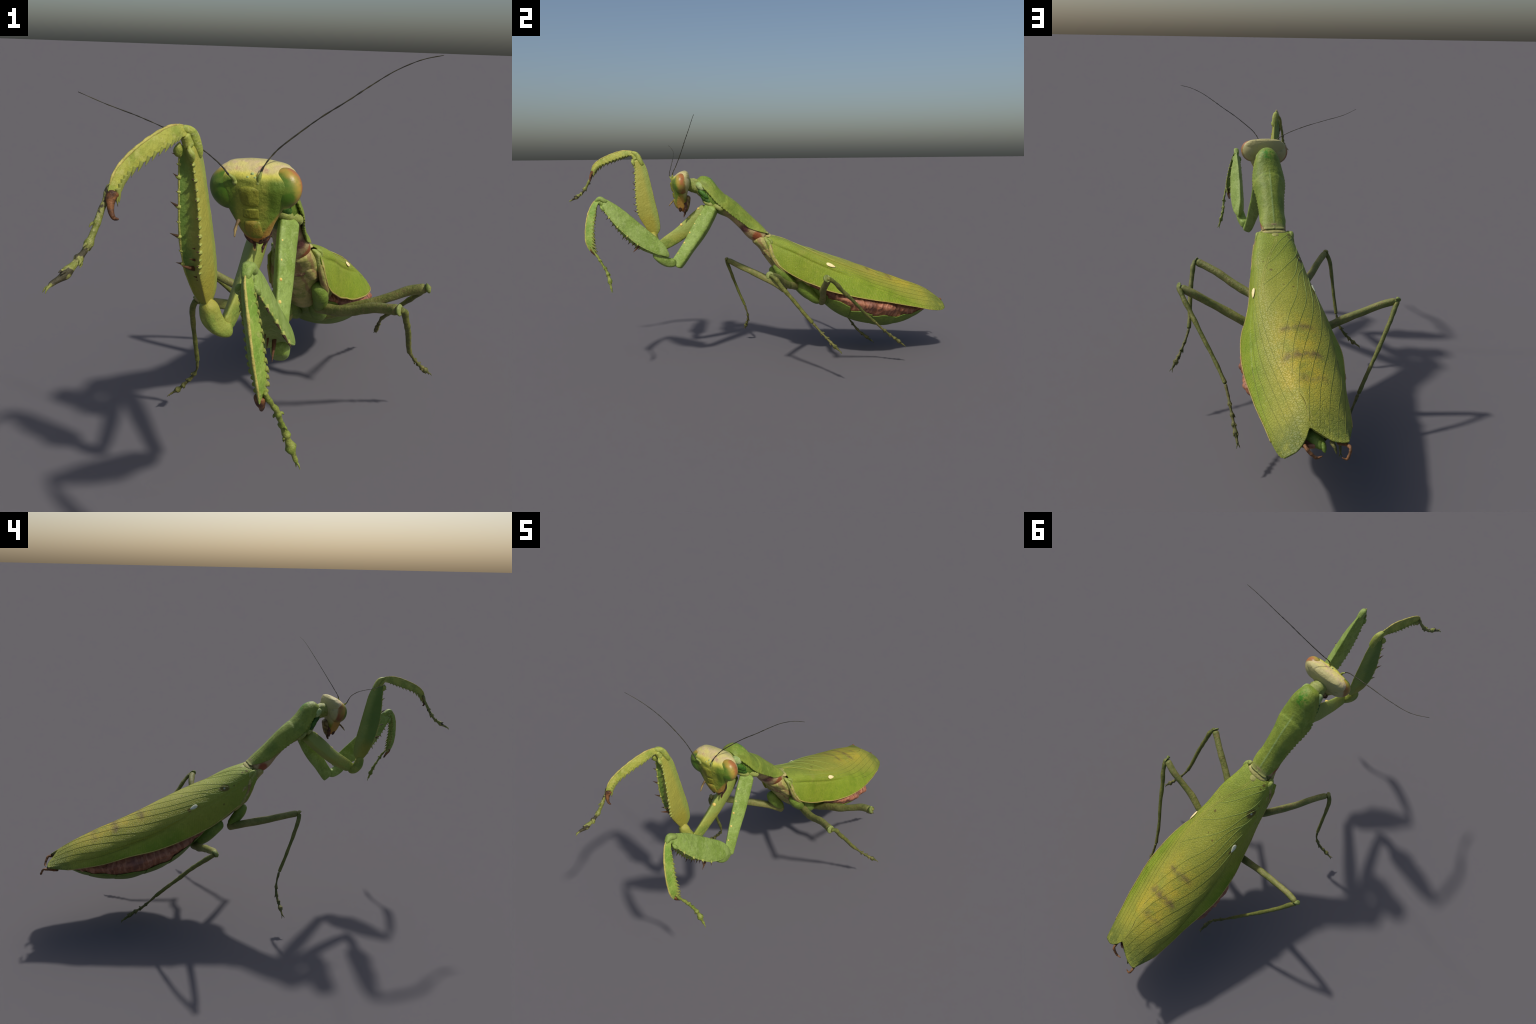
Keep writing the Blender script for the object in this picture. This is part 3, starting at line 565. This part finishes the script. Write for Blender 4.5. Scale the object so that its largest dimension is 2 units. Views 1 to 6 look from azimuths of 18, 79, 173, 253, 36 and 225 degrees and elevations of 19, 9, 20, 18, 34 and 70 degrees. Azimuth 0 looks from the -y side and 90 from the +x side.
# ------------------------------------------------------------------ head: levels z -> half width, centre x, front y, rear y
HZ = crv([(.822, .012, .020, -.447, -.432), (.835, .026, .020, -.462, -.426), (.85, .036, .018, -.470, -.421), (.87, .046, .016, -.477, -.418), (.89, .058, .014, -.479, -.415), (.91, .069, .013, -.482, -.411), (.93, .081, .013, -.487, -.407),
          (.95, .093, .013, -.491, -.403), (.965, .099, .013, -.492, -.401), (.98, .1, .013, -.487, -.401), (.995, .095, .013, -.475, -.402), (1.007, .081, .013, -.46, -.405), (1.016, .06, .013, -.444, -.41), (1.021, .025, .013, -.43, -.418)])
def head():
    nu, nv = 110, 88; z = .822 + (1.021 - .822)*(.5 - .5*np.cos(np.linspace(0, np.pi, nu))); a = np.linspace(0, 2*np.pi, nv, endpoint=False)
    h = HZ(z); Zm, A = np.meshgrid(z, a, indexing='ij'); hh = np.repeat(h, nv, axis=0); A = A.ravel(); Zm = Zm.ravel()
    c, s = np.sin(A), np.cos(A); e = 2/3.1
    X = np.sign(c)*np.abs(c)**e; Y = np.sign(s)*np.abs(s)**e                       # Y=+1 rear, -1 front
    ym = (hh[:, 2] + hh[:, 3])/2; yh = (hh[:, 3] - hh[:, 2])/2
    P = np.c_[hh[:, 1] + hh[:, 0]*X, ym + yh*Y*np.where(Y < 0, 1 - .08*np.abs(X), 1 - .22*X**2), Zm]
    x = P[:, 0] - .013; front = sstep(Y, -.2, -.6)
    d = front*(-.003*np.exp(-((np.abs(x) - .042)/.012)**2)*sstep(Zm, .9, .93)*sstep(Zm, 1.0, .985))   # hollows beside the face shield
    d += front*.004*np.exp(-((Zm - .982)/.008)**2)*np.exp(-(x/.045)**2) - front*.004*np.exp(-((Zm - .998)/.006)**2)*np.exp(-(x/.05)**2)
    d += .0012*Wobble(70, 21)(P)
    P[:, 1] -= d
    V = np.r_[P, [[.02, -.438, .818]], [[.013, -.424, 1.022]]]; F = grid_faces(nu, nv, True); k = nu*nv
    F += [(k, (j + 1) % nv, j) for j in range(nv)] + [(k + 1, k - nv + j, k - nv + (j + 1) % nv) for j in range(nv)]
    return V, F
hd = part('head', head(), 'head')
def slanted(c, r, roll, yaw, n=26):
    V, F = ball((0, 0, 0), r, n); cr, sr, cy, sy = math.cos(roll), math.sin(roll), math.cos(yaw), math.sin(yaw)
    R = np.array([[cy, -sy, 0], [sy, cy, 0], [0, 0, 1]]) @ np.array([[cr, 0, sr], [0, 1, 0], [-sr, 0, cr]])
    return V @ R.T + np.array(c), F
for s, c in ((1, (.0785, -.443, .96)), (-1, (-.052, -.447, .95))):
    part('eye', slanted(c, (.048, .0375, .051 if s > 0 else .053), s*(.62 if s > 0 else .5), -s*.32), 'eye', hd)
# frontal shield, clypeus, labrum
def pad(rows, y_of, thick=.006, n=18):
    """low pillow on the face: rows of (z, half width, centre x)"""
    f = crv(rows); zs = np.linspace(rows[0][0], rows[-1][0], n); V = []; w = np.linspace(-1, 1, n)
    for z in zs:
        hw, cx = f(z)[0]; e = 1 - ((z - zs[0])/(zs[-1] - zs[0])*2 - 1)**8
        for q in w: V.append((cx + hw*q, y_of(z) + .16*abs(hw*q) - thick*e*(1 - q**6), z))
    V = np.array(V); B = V + [0, .012, 0]; F = grid_faces(n, n); k = n*n; F += [tuple(i + k for i in g[::-1]) for g in F]
    rim = [i*n for i in range(n)] + [(n - 1)*n + j for j in range(1, n)] + [i*n + n - 1 for i in range(n - 2, -1, -1)] + list(range(n - 2, 0, -1))
    F += [(a, b, b + k, a + k) for a, b in zip(rim, rim[1:] + rim[:1])]; return np.r_[V, B], F
hy = lambda z: float(HZ(z)[0, 2])
part('face_shield', pad([(.917, .021, .012), (.93, .026, .012), (.95, .028, .011), (.962, .024, .011), (.967, .012, .011)], hy, .005), 'face', hd)
part('clypeus', pad([(.887, .023, .014), (.9, .022, .013), (.914, .022, .013)], hy, .005), 'face', hd)
part('labrum', pad([(.835, .013, .021), (.845, .022, .02), (.86, .024, .018), (.884, .021, .016)], hy, .006), 'labrum', hd)
for s in (-1, 1):
    part('mandible', merge([tube([(.019 + s*.022, -.452, .862), (.019 + s*.022, -.45, .84), (.02 + s*.008, -.452, .818)], [.008, .009, .004], n=20, caps=(.2, .2)), tube([(.018 + s*.026, -.425, .87), (.018 + s*.024, -.424, .84), (.02 + s*.014, -.432, .81)], [.009, .009, .004], n=20, caps=(.2, .2))]), 'mouth', hd)
part('lower_lip', tube([(.017, -.412, .9), (.018, -.415, .86), (.02, -.423, .825), (.021, -.432, .812)], [.014, .014, .012, .006], [.026, .03, .022, .01], n=30, caps=(.15, .2), vent=(0, 1, 0), rough=.1, freq=200), 'palp', hd)
for pts in ([(.03, -.43, .832), (.035, -.428, .815), (.032, -.431, .805), (.031, -.435, .791)], [(.012, -.425, .825), (.008, -.425, .812), (.01, -.43, .797)], [(-.012, -.455, .882), (-.018, -.475, .878), (-.02, -.488, .866), (-.017, -.505, .845)], [(.05, -.44, .87), (.052, -.432, .862), (.046, -.425, .85), (.044, -.42, .84)]):
    part('palp', tube(pts, [.0035, .004, .0034, .002], n=24, ring=ring_round(8), knobs=[(.35, .06, .3), (.7, .06, .3)]), 'palp' if pts[0][0] < .0 else 'mouth', hd)
for x, z in ((.004, .985), (.022, .985), (.013, .993)): part('ocellus', ball((x, -.482 + (z - .985)*.9, z), (.0045, .004, .0045), 8), 'joint', hd)
# antennae: a thick base joint and a long beaded thread
for base, pts in (((.031, -.484, .975), [(.033, -.486, .985), (.038, -.484, 1.005), (.061, -.468, 1.044), (.108, -.452, 1.088), (.159, -.439, 1.129), (.216, -.428, 1.169), (.258, -.418, 1.2), (.312, -.408, 1.236), (.367, -.402, 1.26), (.402, -.4, 1.268)]),
                  ((-.026, -.484, .972), [(-.028, -.488, .98), (-.04, -.496, .993), (-.052, -.496, 1.006), (-.086, -.489, 1.029), (-.173, -.475, 1.068), (-.277, -.463, 1.101), (-.38, -.465, 1.13), (-.439, -.482, 1.154)])):
    an = part('antenna', tube(pts, [.0026, .0017, .0017, .0016, .0014, .0012, .001, .0008], n=240, ring=ring_round(6), caps=(0, 0), rough=.22, freq=320, seed=31), 'antenna', hd)
    part('antenna_base', merge([ball(base, (.007, .007, .007), 8), tube([base, pts[0], pts[1]], [.0055, .0045, .002], n=12)]), 'neck', an)

# ------------------------------------------------------------------ legs
def cone(L=1.0, r=.16, bend=.12):
    return tube([(0, 0, -.08), (0, .02, .25), (0, bend*.5, .6), (0, bend, 1.0)], [r, r*.85, r*.5, r*.06], n=12, ring=ring_round(8), caps=(0, .05))
SPIKE = {k: new_mesh('spine', *cone(), M[k]) for k in ('spine', 'tooth', 'claw')}
from mathutils import Matrix, Vector
def spike(p, d, L, width, parent, mat='spine', lean=(0, 0, 1), name='spine'):
    d = Vector(unit(d)); l = Vector(lean); yv = (l - d*l.dot(d)).normalized(); xv = yv.cross(d)
    o = add(name, SPIKE[mat], parent)
    R = Matrix((xv, yv, d)).transposed().to_4x4(); o.matrix_world = Matrix.Translation(Vector(p)) @ R @ Matrix.Diagonal((L*width, L*width if width > 1 else L*max(width, .75), L, 1))
    return o

def frame(pts, vent, u):
    f = path(pts); P = f(u)[0]; T = unit(f(min(u + .01, 1))[0] - f(max(u - .01, 0))[0]); v = np.array(vent, float); v = unit(v - T*(v @ T)); return P, T, v, np.cross(v, T)

def tarsus(pts, parent, r=.0048, mat='tarsus', seed=1, name='tarsus'):
    k = [(.34, .03, .45), (.52, .03, .5), (.67, .03, .55), (.82, .05, .9)]
    vf = [tube(pts, [r*1.15, r, r, r*1.05, r*1.1, r*.8], n=110, ring=ring_round(10), rough=.16, freq=230, seed=seed, knobs=k, caps=(.02, .03))]
    f = path(pts); rr = np.random.default_rng(seed)
    for u, _, _ in k:           # paired pads and spurs at the joints
        P = f(u)[0]; T = unit(f(u + .02)[0] - f(u - .02)[0])
        for _ in range(2):
            d = unit(np.cross(T, rr.normal(size=3))); vf.append(tube([P, P + d*r*1.6 + T*r*.8, P + d*r*2.0 + T*r*2.2], [r*.7, r*.6, r*.15], n=8, ring=ring_round(6)))
    P = f(1)[0]; T = unit(f(1)[0] - f(.96)[0]); d = unit(np.cross(T, (0, .3, 1)))
    for s in (-1, 1): vf.append(tube([P - T*r, P + T*r*1.2 + d*s*r*.9, P + T*r*2.0 + d*s*r*1.2 - np.array([0, 0, r*.8])], [r*.5, r*.4, r*.1], n=8, ring=ring_round(6)))
    return part(name, merge(vf), mat, parent)

def foreleg(side, coxa, troch, fem, tib, claw, tars, mats):
    mleg, mtib = mats; rng = np.random.default_rng(5 if side == 'R' else 9)
    leg = part('foreleg', merge([prism(*coxa, n=70, caps=(.07, .06), bulge=(.07, .12, .1), soft=4, rough=.012, freq=70),
                                 tube(troch, [.019, .0225, .0225, .019], [.018, .021, .022, .019], vent=(0, -.3, -1), n=30, caps=(.16, .2), rough=.05, freq=120, ring=ring_round(32, 3.0))]), mleg)
    fc, fo, fi = (path_even(r) for r in fem); tc, to, tn = (path_even(r) for r in tib)
    part('femur', prism(*fem, caps=(.13, .05), bulge=(.08, -.2, .05), rough=.008, freq=60, seed=3), mleg, leg)
    # saddle-shaped knee with two side lobes
    K = (fc(.97)[0] + fo(.97)[0] + fi(.97)[0])/3; J = (tc(.05)[0] + to(.05)[0] + tn(.05)[0])/3
    part('knee', merge([tube([fc(.82)[0]*.6 + K*.4, fc(.95)[0]*.62 + K*.38, fc(1)[0]*.3 + tc(0)[0]*.5 + J*.2, tc(.08)[0]*.55 + J*.45, tc(.18)[0]*.5 + J*.5], [.008, .0105, .0115, .010, .006], [.009, .013, .0135, .011, .007], n=34, caps=(.15, .15), rough=.05, freq=150, ring=ring_round(20, 2.6))] +
                       [tube([r(.88)[0], r(.97)[0], r(1.0)[0]*.85 + J*.15], [.004, .0075, .004], [.006, .010, .005], n=22, caps=(.25, .3), rough=.1, freq=200) for r in (fo, fi)] + [tube([K, K*.5 + J*.5, J], [.013, .011, .012], n=16, caps=(.2, .2))]), 'kneeR' if side == 'R' else 'kneeL', leg)
    # spine rows along both lower edges, long discoidal spines in the groove between them
    for rail, outer in ((fo, True), (fi, False)):
        for i, u in enumerate(np.linspace(.34, .9, 9 if outer else 15)):
            p = rail(u)[0]; C = fc(u)[0]; M = (fo(u)[0] + fi(u)[0])/2; v = unit(M - C); T = unit(fc(u + .03)[0] - fc(u - .03)[0]); side_v = unit(p - M)
            big = i % 2 == (0 if outer else 1); L = (.022 if big else .009)*(1.1 - .5*abs(u - .55)) if outer else (.018 if big else .011)*(1.15 - .5*(u - .3))
            L *= 1 + .15*rng.normal(); d = v*.85 + side_v*(.5 if outer else .15) + T*(.2 + .12*rng.normal())
            spike(p - v*.002 - side_v*.002, d, L, .9, leg, 'spine', T)
            part('spine_socket', tube([p - v*.004 - side_v*.003, p + unit(d)*L*.18, p + unit(d)*L*.38], [.0062 if big else .0048, .0042 if big else .003, .0012], n=8, ring=ring_round(8), caps=(.1, .2)), 'tooth', leg)
    for k, (u, L) in enumerate(((.27, .022), (.33, .052), (.39, .028), (.45, .018), (.24, .016))):
        M = (fo(u)[0] + fi(u)[0])/2; C = fc(u)[0]; v = unit(M - C); T = unit(fc(u + .03)[0] - fc(u - .03)[0])
        spike(M - v*.014 + (fi(u)[0] - M)*(.25 if k != 1 else .0), v + T*.3, L, .62, leg, 'claw', T)
    # shank: thin three-edged blade, saw teeth along both lower edges, fine serration on the back
    part('tibia', prism(*tib, caps=(.07, .03), bulge=(.04, -.12, .06), soft=2, rough=.012, freq=90, seed=4), mtib, leg)
    for rail, n in ((to, 13), (tn, 15)):
        for i, u in enumerate(np.linspace(.2, .96, n)):
            p = rail(u)[0]; M = (to(u)[0] + tn(u)[0])/2; v = unit(M - tc(u)[0]); T = unit(tc(min(u + .03, 1))[0] - tc(u - .03)[0])
            spike(p - v*.005, v + T*.6 + unit(p - M)*.12, (.012 + .011*u)*(1 + .12*rng.normal()), 1.5, leg, 'tooth', T, 'tooth')
            spike(p - v*.001 + T*.002, v + T*.8, (.011 + .010*u)*.9, .7, leg, 'spine', T, 'tooth')
    for u in np.linspace(.14, .92, 13):
        p = tc(u)[0]; v = unit((to(u)[0] + tn(u)[0])/2 - p); T = unit(tc(min(u + .03, 1))[0] - tc(u - .03)[0]); spike(p + v*.001, T - v*.5, .006, 1.1, leg, 'tooth', -v, 'tooth')
    G = lambda u: (tc(u)[0] + to(u)[0] + tn(u)[0])/3
    part('tibia_ridge', tube([G(u) + (tc(u)[0] - G(u))*.93 for u in np.linspace(.06, .94, 16)], [.0018, .0032, .003, .0028, .0018], n=60, ring=ring_round(10), caps=(.03, .03), rough=.15, freq=260), 'ridge', leg)
    H = lambda u: (fc(u)[0] + fo(u)[0] + fi(u)[0])/3
    for r in (fc, fo): part('femur_ridge', tube([H(u) + (r(u)[0] - H(u))*.94 for u in np.linspace(.1, .93, 16)], [.0018, .003, .003, .0026, .0018], n=70, ring=ring_round(10), caps=(.03, .03), rough=.12, freq=240), 'ridgeR' if side == 'R' else 'ridgeL', leg)
    E = [(tc(u)[0] + to(u)[0] + tn(u)[0])/3 for u in (.93, 1.0)]
    part('claw', tube(E + claw, [.012, .0105, .008, .006, .004, .0018][:len(E) + len(claw)], n=34, caps=(.1, .04), rough=.06, freq=160), 'claw', leg)
    tarsus(tars, leg, .0054 if side == 'R' else .0052, 'tarsus' if side == 'R' else 'tarsus_green', 3 if side == 'R' else 4)
    return leg

# each femur and tibia: (crest rail, outer edge rail, inner edge rail), from base to tip
COXA_R = ([(-.008, -.33, .86), (-.003, -.40, .802), (-.003, -.462, .745), (-.006, -.523, .7), (-.012, -.58, .657)], [(-.042, -.295, .825), (-.044, -.355, .77), (-.041, -.422, .717), (-.038, -.48, .674), (-.035, -.55, .633)],
              [(.006, -.28, .81), (.008, -.338, .758), (.004, -.403, .703), (-.002, -.462, .66), (-.004, -.545, .617)])
COXA_L = ([(.045, -.32, .868), (.052, -.356, .813), (.066, -.403, .742), (.078, -.444, .672), (.094, -.49, .606), (.104, -.515, .578)], [(.085, -.28, .845), (.087, -.304, .785), (.096, -.354, .706), (.103, -.402, .641), (.111, -.445, .582), (.12, -.476, .548)],
              [(.03, -.262, .828), (.032, -.288, .773), (.042, -.336, .692), (.056, -.39, .628), (.074, -.436, .565), (.09, -.462, .54)])
lr = foreleg('R', COXA_R, [(-.004, -.545, .632), (-.02, -.566, .634), (-.04, -.581, .662), (-.052, -.588, .715)],
             ([(-.045, -.556, .69), (-.042, -.55, .745), (-.041, -.557, .80), (-.044, -.574, .88), (-.049, -.59, .96), (-.052, -.606, 1.03), (-.056, -.633, 1.088)],
              [(-.062, -.598, .69), (-.078, -.62, .75), (-.088, -.64, .81), (-.088, -.66, .89), (-.085, -.667, .97), (-.084, -.667, 1.04), (-.078, -.675, 1.082)],
              [(-.045, -.598, .69), (-.042, -.632, .75), (-.039, -.658, .8), (-.034, -.667, .87), (-.038, -.668, .95), (-.049, -.667, 1.03), (-.055, -.675, 1.076)]),
             ([(-.064, -.664, 1.116), (-.071, -.69, 1.123), (-.077, -.73, 1.122), (-.09, -.783, 1.106), (-.103, -.835, 1.082), (-.112, -.868, 1.056), (-.117, -.886, 1.02)],
              [(-.076, -.666, 1.096), (-.082, -.69, 1.094), (-.094, -.728, 1.082), (-.104, -.77, 1.068), (-.113, -.82, 1.05), (-.114, -.855, 1.028), (-.116, -.876, 1.006)],
              [(-.06, -.664, 1.096), (-.063, -.69, 1.098), (-.068, -.73, 1.088), (-.083, -.781, 1.071), (-.098, -.833, 1.049), (-.103, -.858, 1.031), (-.107, -.874, 1.006)]),
             [(-.111, -.886, .995), (-.107, -.889, .983), (-.104, -.888, .977), (-.094, -.888, .976)],
             [(-.118, -.874, 1.034), (-.124, -.878, 1.01), (-.13, -.89, .983), (-.135, -.908, .95), (-.147, -.937, .911), (-.16, -.97, .888), (-.172, -.993, .874)], ('legR', 'tibR'))
ll = foreleg('L', COXA_L, [(.103, -.482, .582), (.11, -.508, .577), (.12, -.543, .592), (.13, -.59, .635)],
             ([(.137, -.503, .628), (.125, -.555, .69), (.123, -.62, .749), (.123, -.68, .805), (.126, -.735, .853), (.129, -.78, .884), (.128, -.812, .902)],
              [(.152, -.52, .606), (.163, -.585, .635), (.169, -.66, .678), (.168, -.715, .727), (.163, -.765, .78), (.15, -.803, .83), (.14, -.825, .864)],
              [(.122, -.528, .6), (.107, -.595, .62), (.103, -.655, .648), (.103, -.715, .698), (.104, -.765, .758), (.108, -.806, .825), (.114, -.828, .862)]),
             ([(.13, -.838, .9), (.134, -.86, .882), (.148, -.882, .84), (.16, -.895, .79), (.169, -.9, .745), (.177, -.899, .7), (.177, -.882, .655)],
              [(.14, -.832, .885), (.148, -.842, .862), (.158, -.849, .825), (.17, -.857, .782), (.179, -.861, .735), (.184, -.861, .695), (.178, -.86, .655)],
              [(.12, -.832, .885), (.122, -.842, .862), (.129, -.852, .825), (.139, -.86, .782), (.149, -.865, .735), (.16, -.865, .695), (.168, -.86, .655)]),
             [(.174, -.86, .645), (.172, -.85, .632), (.169, -.842, .622)],
             [(.184, -.876, .684), (.19, -.866, .662), (.197, -.849, .638), (.203, -.824, .594), (.21, -.804, .552), (.222, -.794, .512), (.232, -.789, .481)], ('legL', 'tibL'))
# yellow warts along the front edge of the coxae
for rail, l, us in ((COXA_R[0], lr, ((.12, .0075), (.3, .006), (.46, .0085))), (COXA_L[0], ll, ((.22, .0045), (.34, .004), (.46, .0055), (.6, .0055), (.74, .004)))):
    f = path_even(rail)
    for u, r in us: part('callus', ball(f(u)[0] + np.array([.002 if l is lr else .004, .006, -.003]), (r, r*.9, r), 8), 'callus', l)

def walking_leg(name, coxa, fem, tib, tars, fr, tr, seed, ca=.03, dark=False):
    leg = part(name, tube(coxa, [ca*.8, ca, ca*.9, ca*.6], n=34, caps=(.12, .15), rough=.03, freq=80, ring=ring_round(24), seed=seed), 'plate')
    part('femur', tube(fem, fr, [q*.9 for q in fr], n=60, caps=(.04, .05), rough=.05, freq=90, seed=seed, ring=ring_round(18, 2.4)), 'walk', leg)
    part('knee', tube([fem[-1] + (np.array(fem[-2]) - fem[-1])*.02, np.array(fem[-1]), np.array(tib[0]) + (np.array(tib[1]) - tib[0])*.06], [fr[-1]*.98, fr[-1]*1.06, tr[0]*1.15], n=20, caps=(.3, .25), rough=.06, freq=160), 'kneew' if not dark else 'walk', leg)
    t = part('tibia', tube(tib, tr, n=90, caps=(.02, .02), rough=.09, freq=130, seed=seed, ring=ring_round(12)), 'walkdark', leg)
    r = np.random.default_rng(seed); f = path(tib)
    for u in np.linspace(.35, .97, 7):
        P = f(u)[0]; T = unit(f(min(u + .02, 1))[0] - f(u - .02)[0]); d = unit(np.cross(T, r.normal(size=3))); R = tr[-1]*.8
        spike(P + d*R*.7, d + T*.9, .008, .75, leg, 'tooth', T)
    tarsus(tars, leg, .0052, 'tarsus_dark', seed)
    return leg
walking_leg('middle_leg', [(.08, .02, .55), (.086, .05, .505), (.078, .095, .455), (.062, .132, .42)], [(.055, .138, .415), (.09, .112, .428), (.137, .078, .442), (.196, .036, .47), (.268, -.007, .51), (.353, -.063, .54)],
            [(.357, -.066, .542), (.365, -.045, .53), (.374, -.006, .479), (.381, .038, .428), (.386, .101, .347), (.39, .135, .308)], [(.39, .135, .308), (.405, .165, .272), (.428, .202, .231), (.462, .248, .183)], [.0185, .0185, .0175, .0165, .017], [.0105, .0105, .0098, .0088, .0085], 41, .027)
walking_leg('middle_leg', [(-.055, .03, .51), (-.05, .045, .47), (-.04, .072, .425), (-.026, .097, .392)], [(-.02, .1, .381), (-.074, .052, .411), (-.123, -.006, .439), (-.164, -.06, .463), (-.21, -.128, .494), (-.254, -.185, .521)],
            [(-.257, -.189, .519), (-.27, -.18, .492), (-.282, -.151, .413), (-.288, -.122, .337), (-.297, -.083, .244)], [(-.297, -.083, .244), (-.305, -.07, .205), (-.327, -.06, .166), (-.37, -.062, .115), (-.411, -.067, .078)], [.0195, .0185, .0175, .016, .014], [.0095, .0085, .0075, .0075], 42, .027, True)
walking_leg('hind_leg', [(.06, .14, .44), (.055, .185, .4), (.048, .233, .353), (.036, .275, .322)], [(.03, .28, .316), (.1, .268, .352), (.167, .25, .39), (.236, .228, .428), (.298, .22, .464), (.366, .213, .502), (.42, .194, .526)],
            [(.424, .194, .528), (.414, .221, .513), (.377, .282, .455), (.335, .355, .389), (.285, .433, .311), (.25, .5, .253)], [(.25, .5, .253), (.24, .545, .212), (.228, .61, .16), (.216, .675, .109)], [.0195, .0185, .0175, .0165, .0175], [.0105, .0098, .0085, .0078, .0075], 43, .034)
walking_leg('hind_leg', [(-.06, .14, .43), (-.055, .185, .395), (-.048, .233, .348), (-.036, .275, .318)], [(-.03, .283, .308), (-.1, .275, .328), (-.19, .269, .361), (-.246, .264, .385), (-.317, .262, .41), (-.404, .261, .443), (-.469, .267, .463)],
            [(-.472, .27, .462), (-.454, .292, .44), (-.415, .343, .388), (-.368, .394, .323), (-.317, .447, .254), (-.262, .503, .178)], [(-.262, .503, .178), (-.225, .54, .122), (-.187, .577, .074), (-.172, .62, .04), (-.168, .648, .018)], [.0195, .0185, .0165, .0155, .0155], [.0105, .0098, .0085, .0078, .0075], 44, .034)
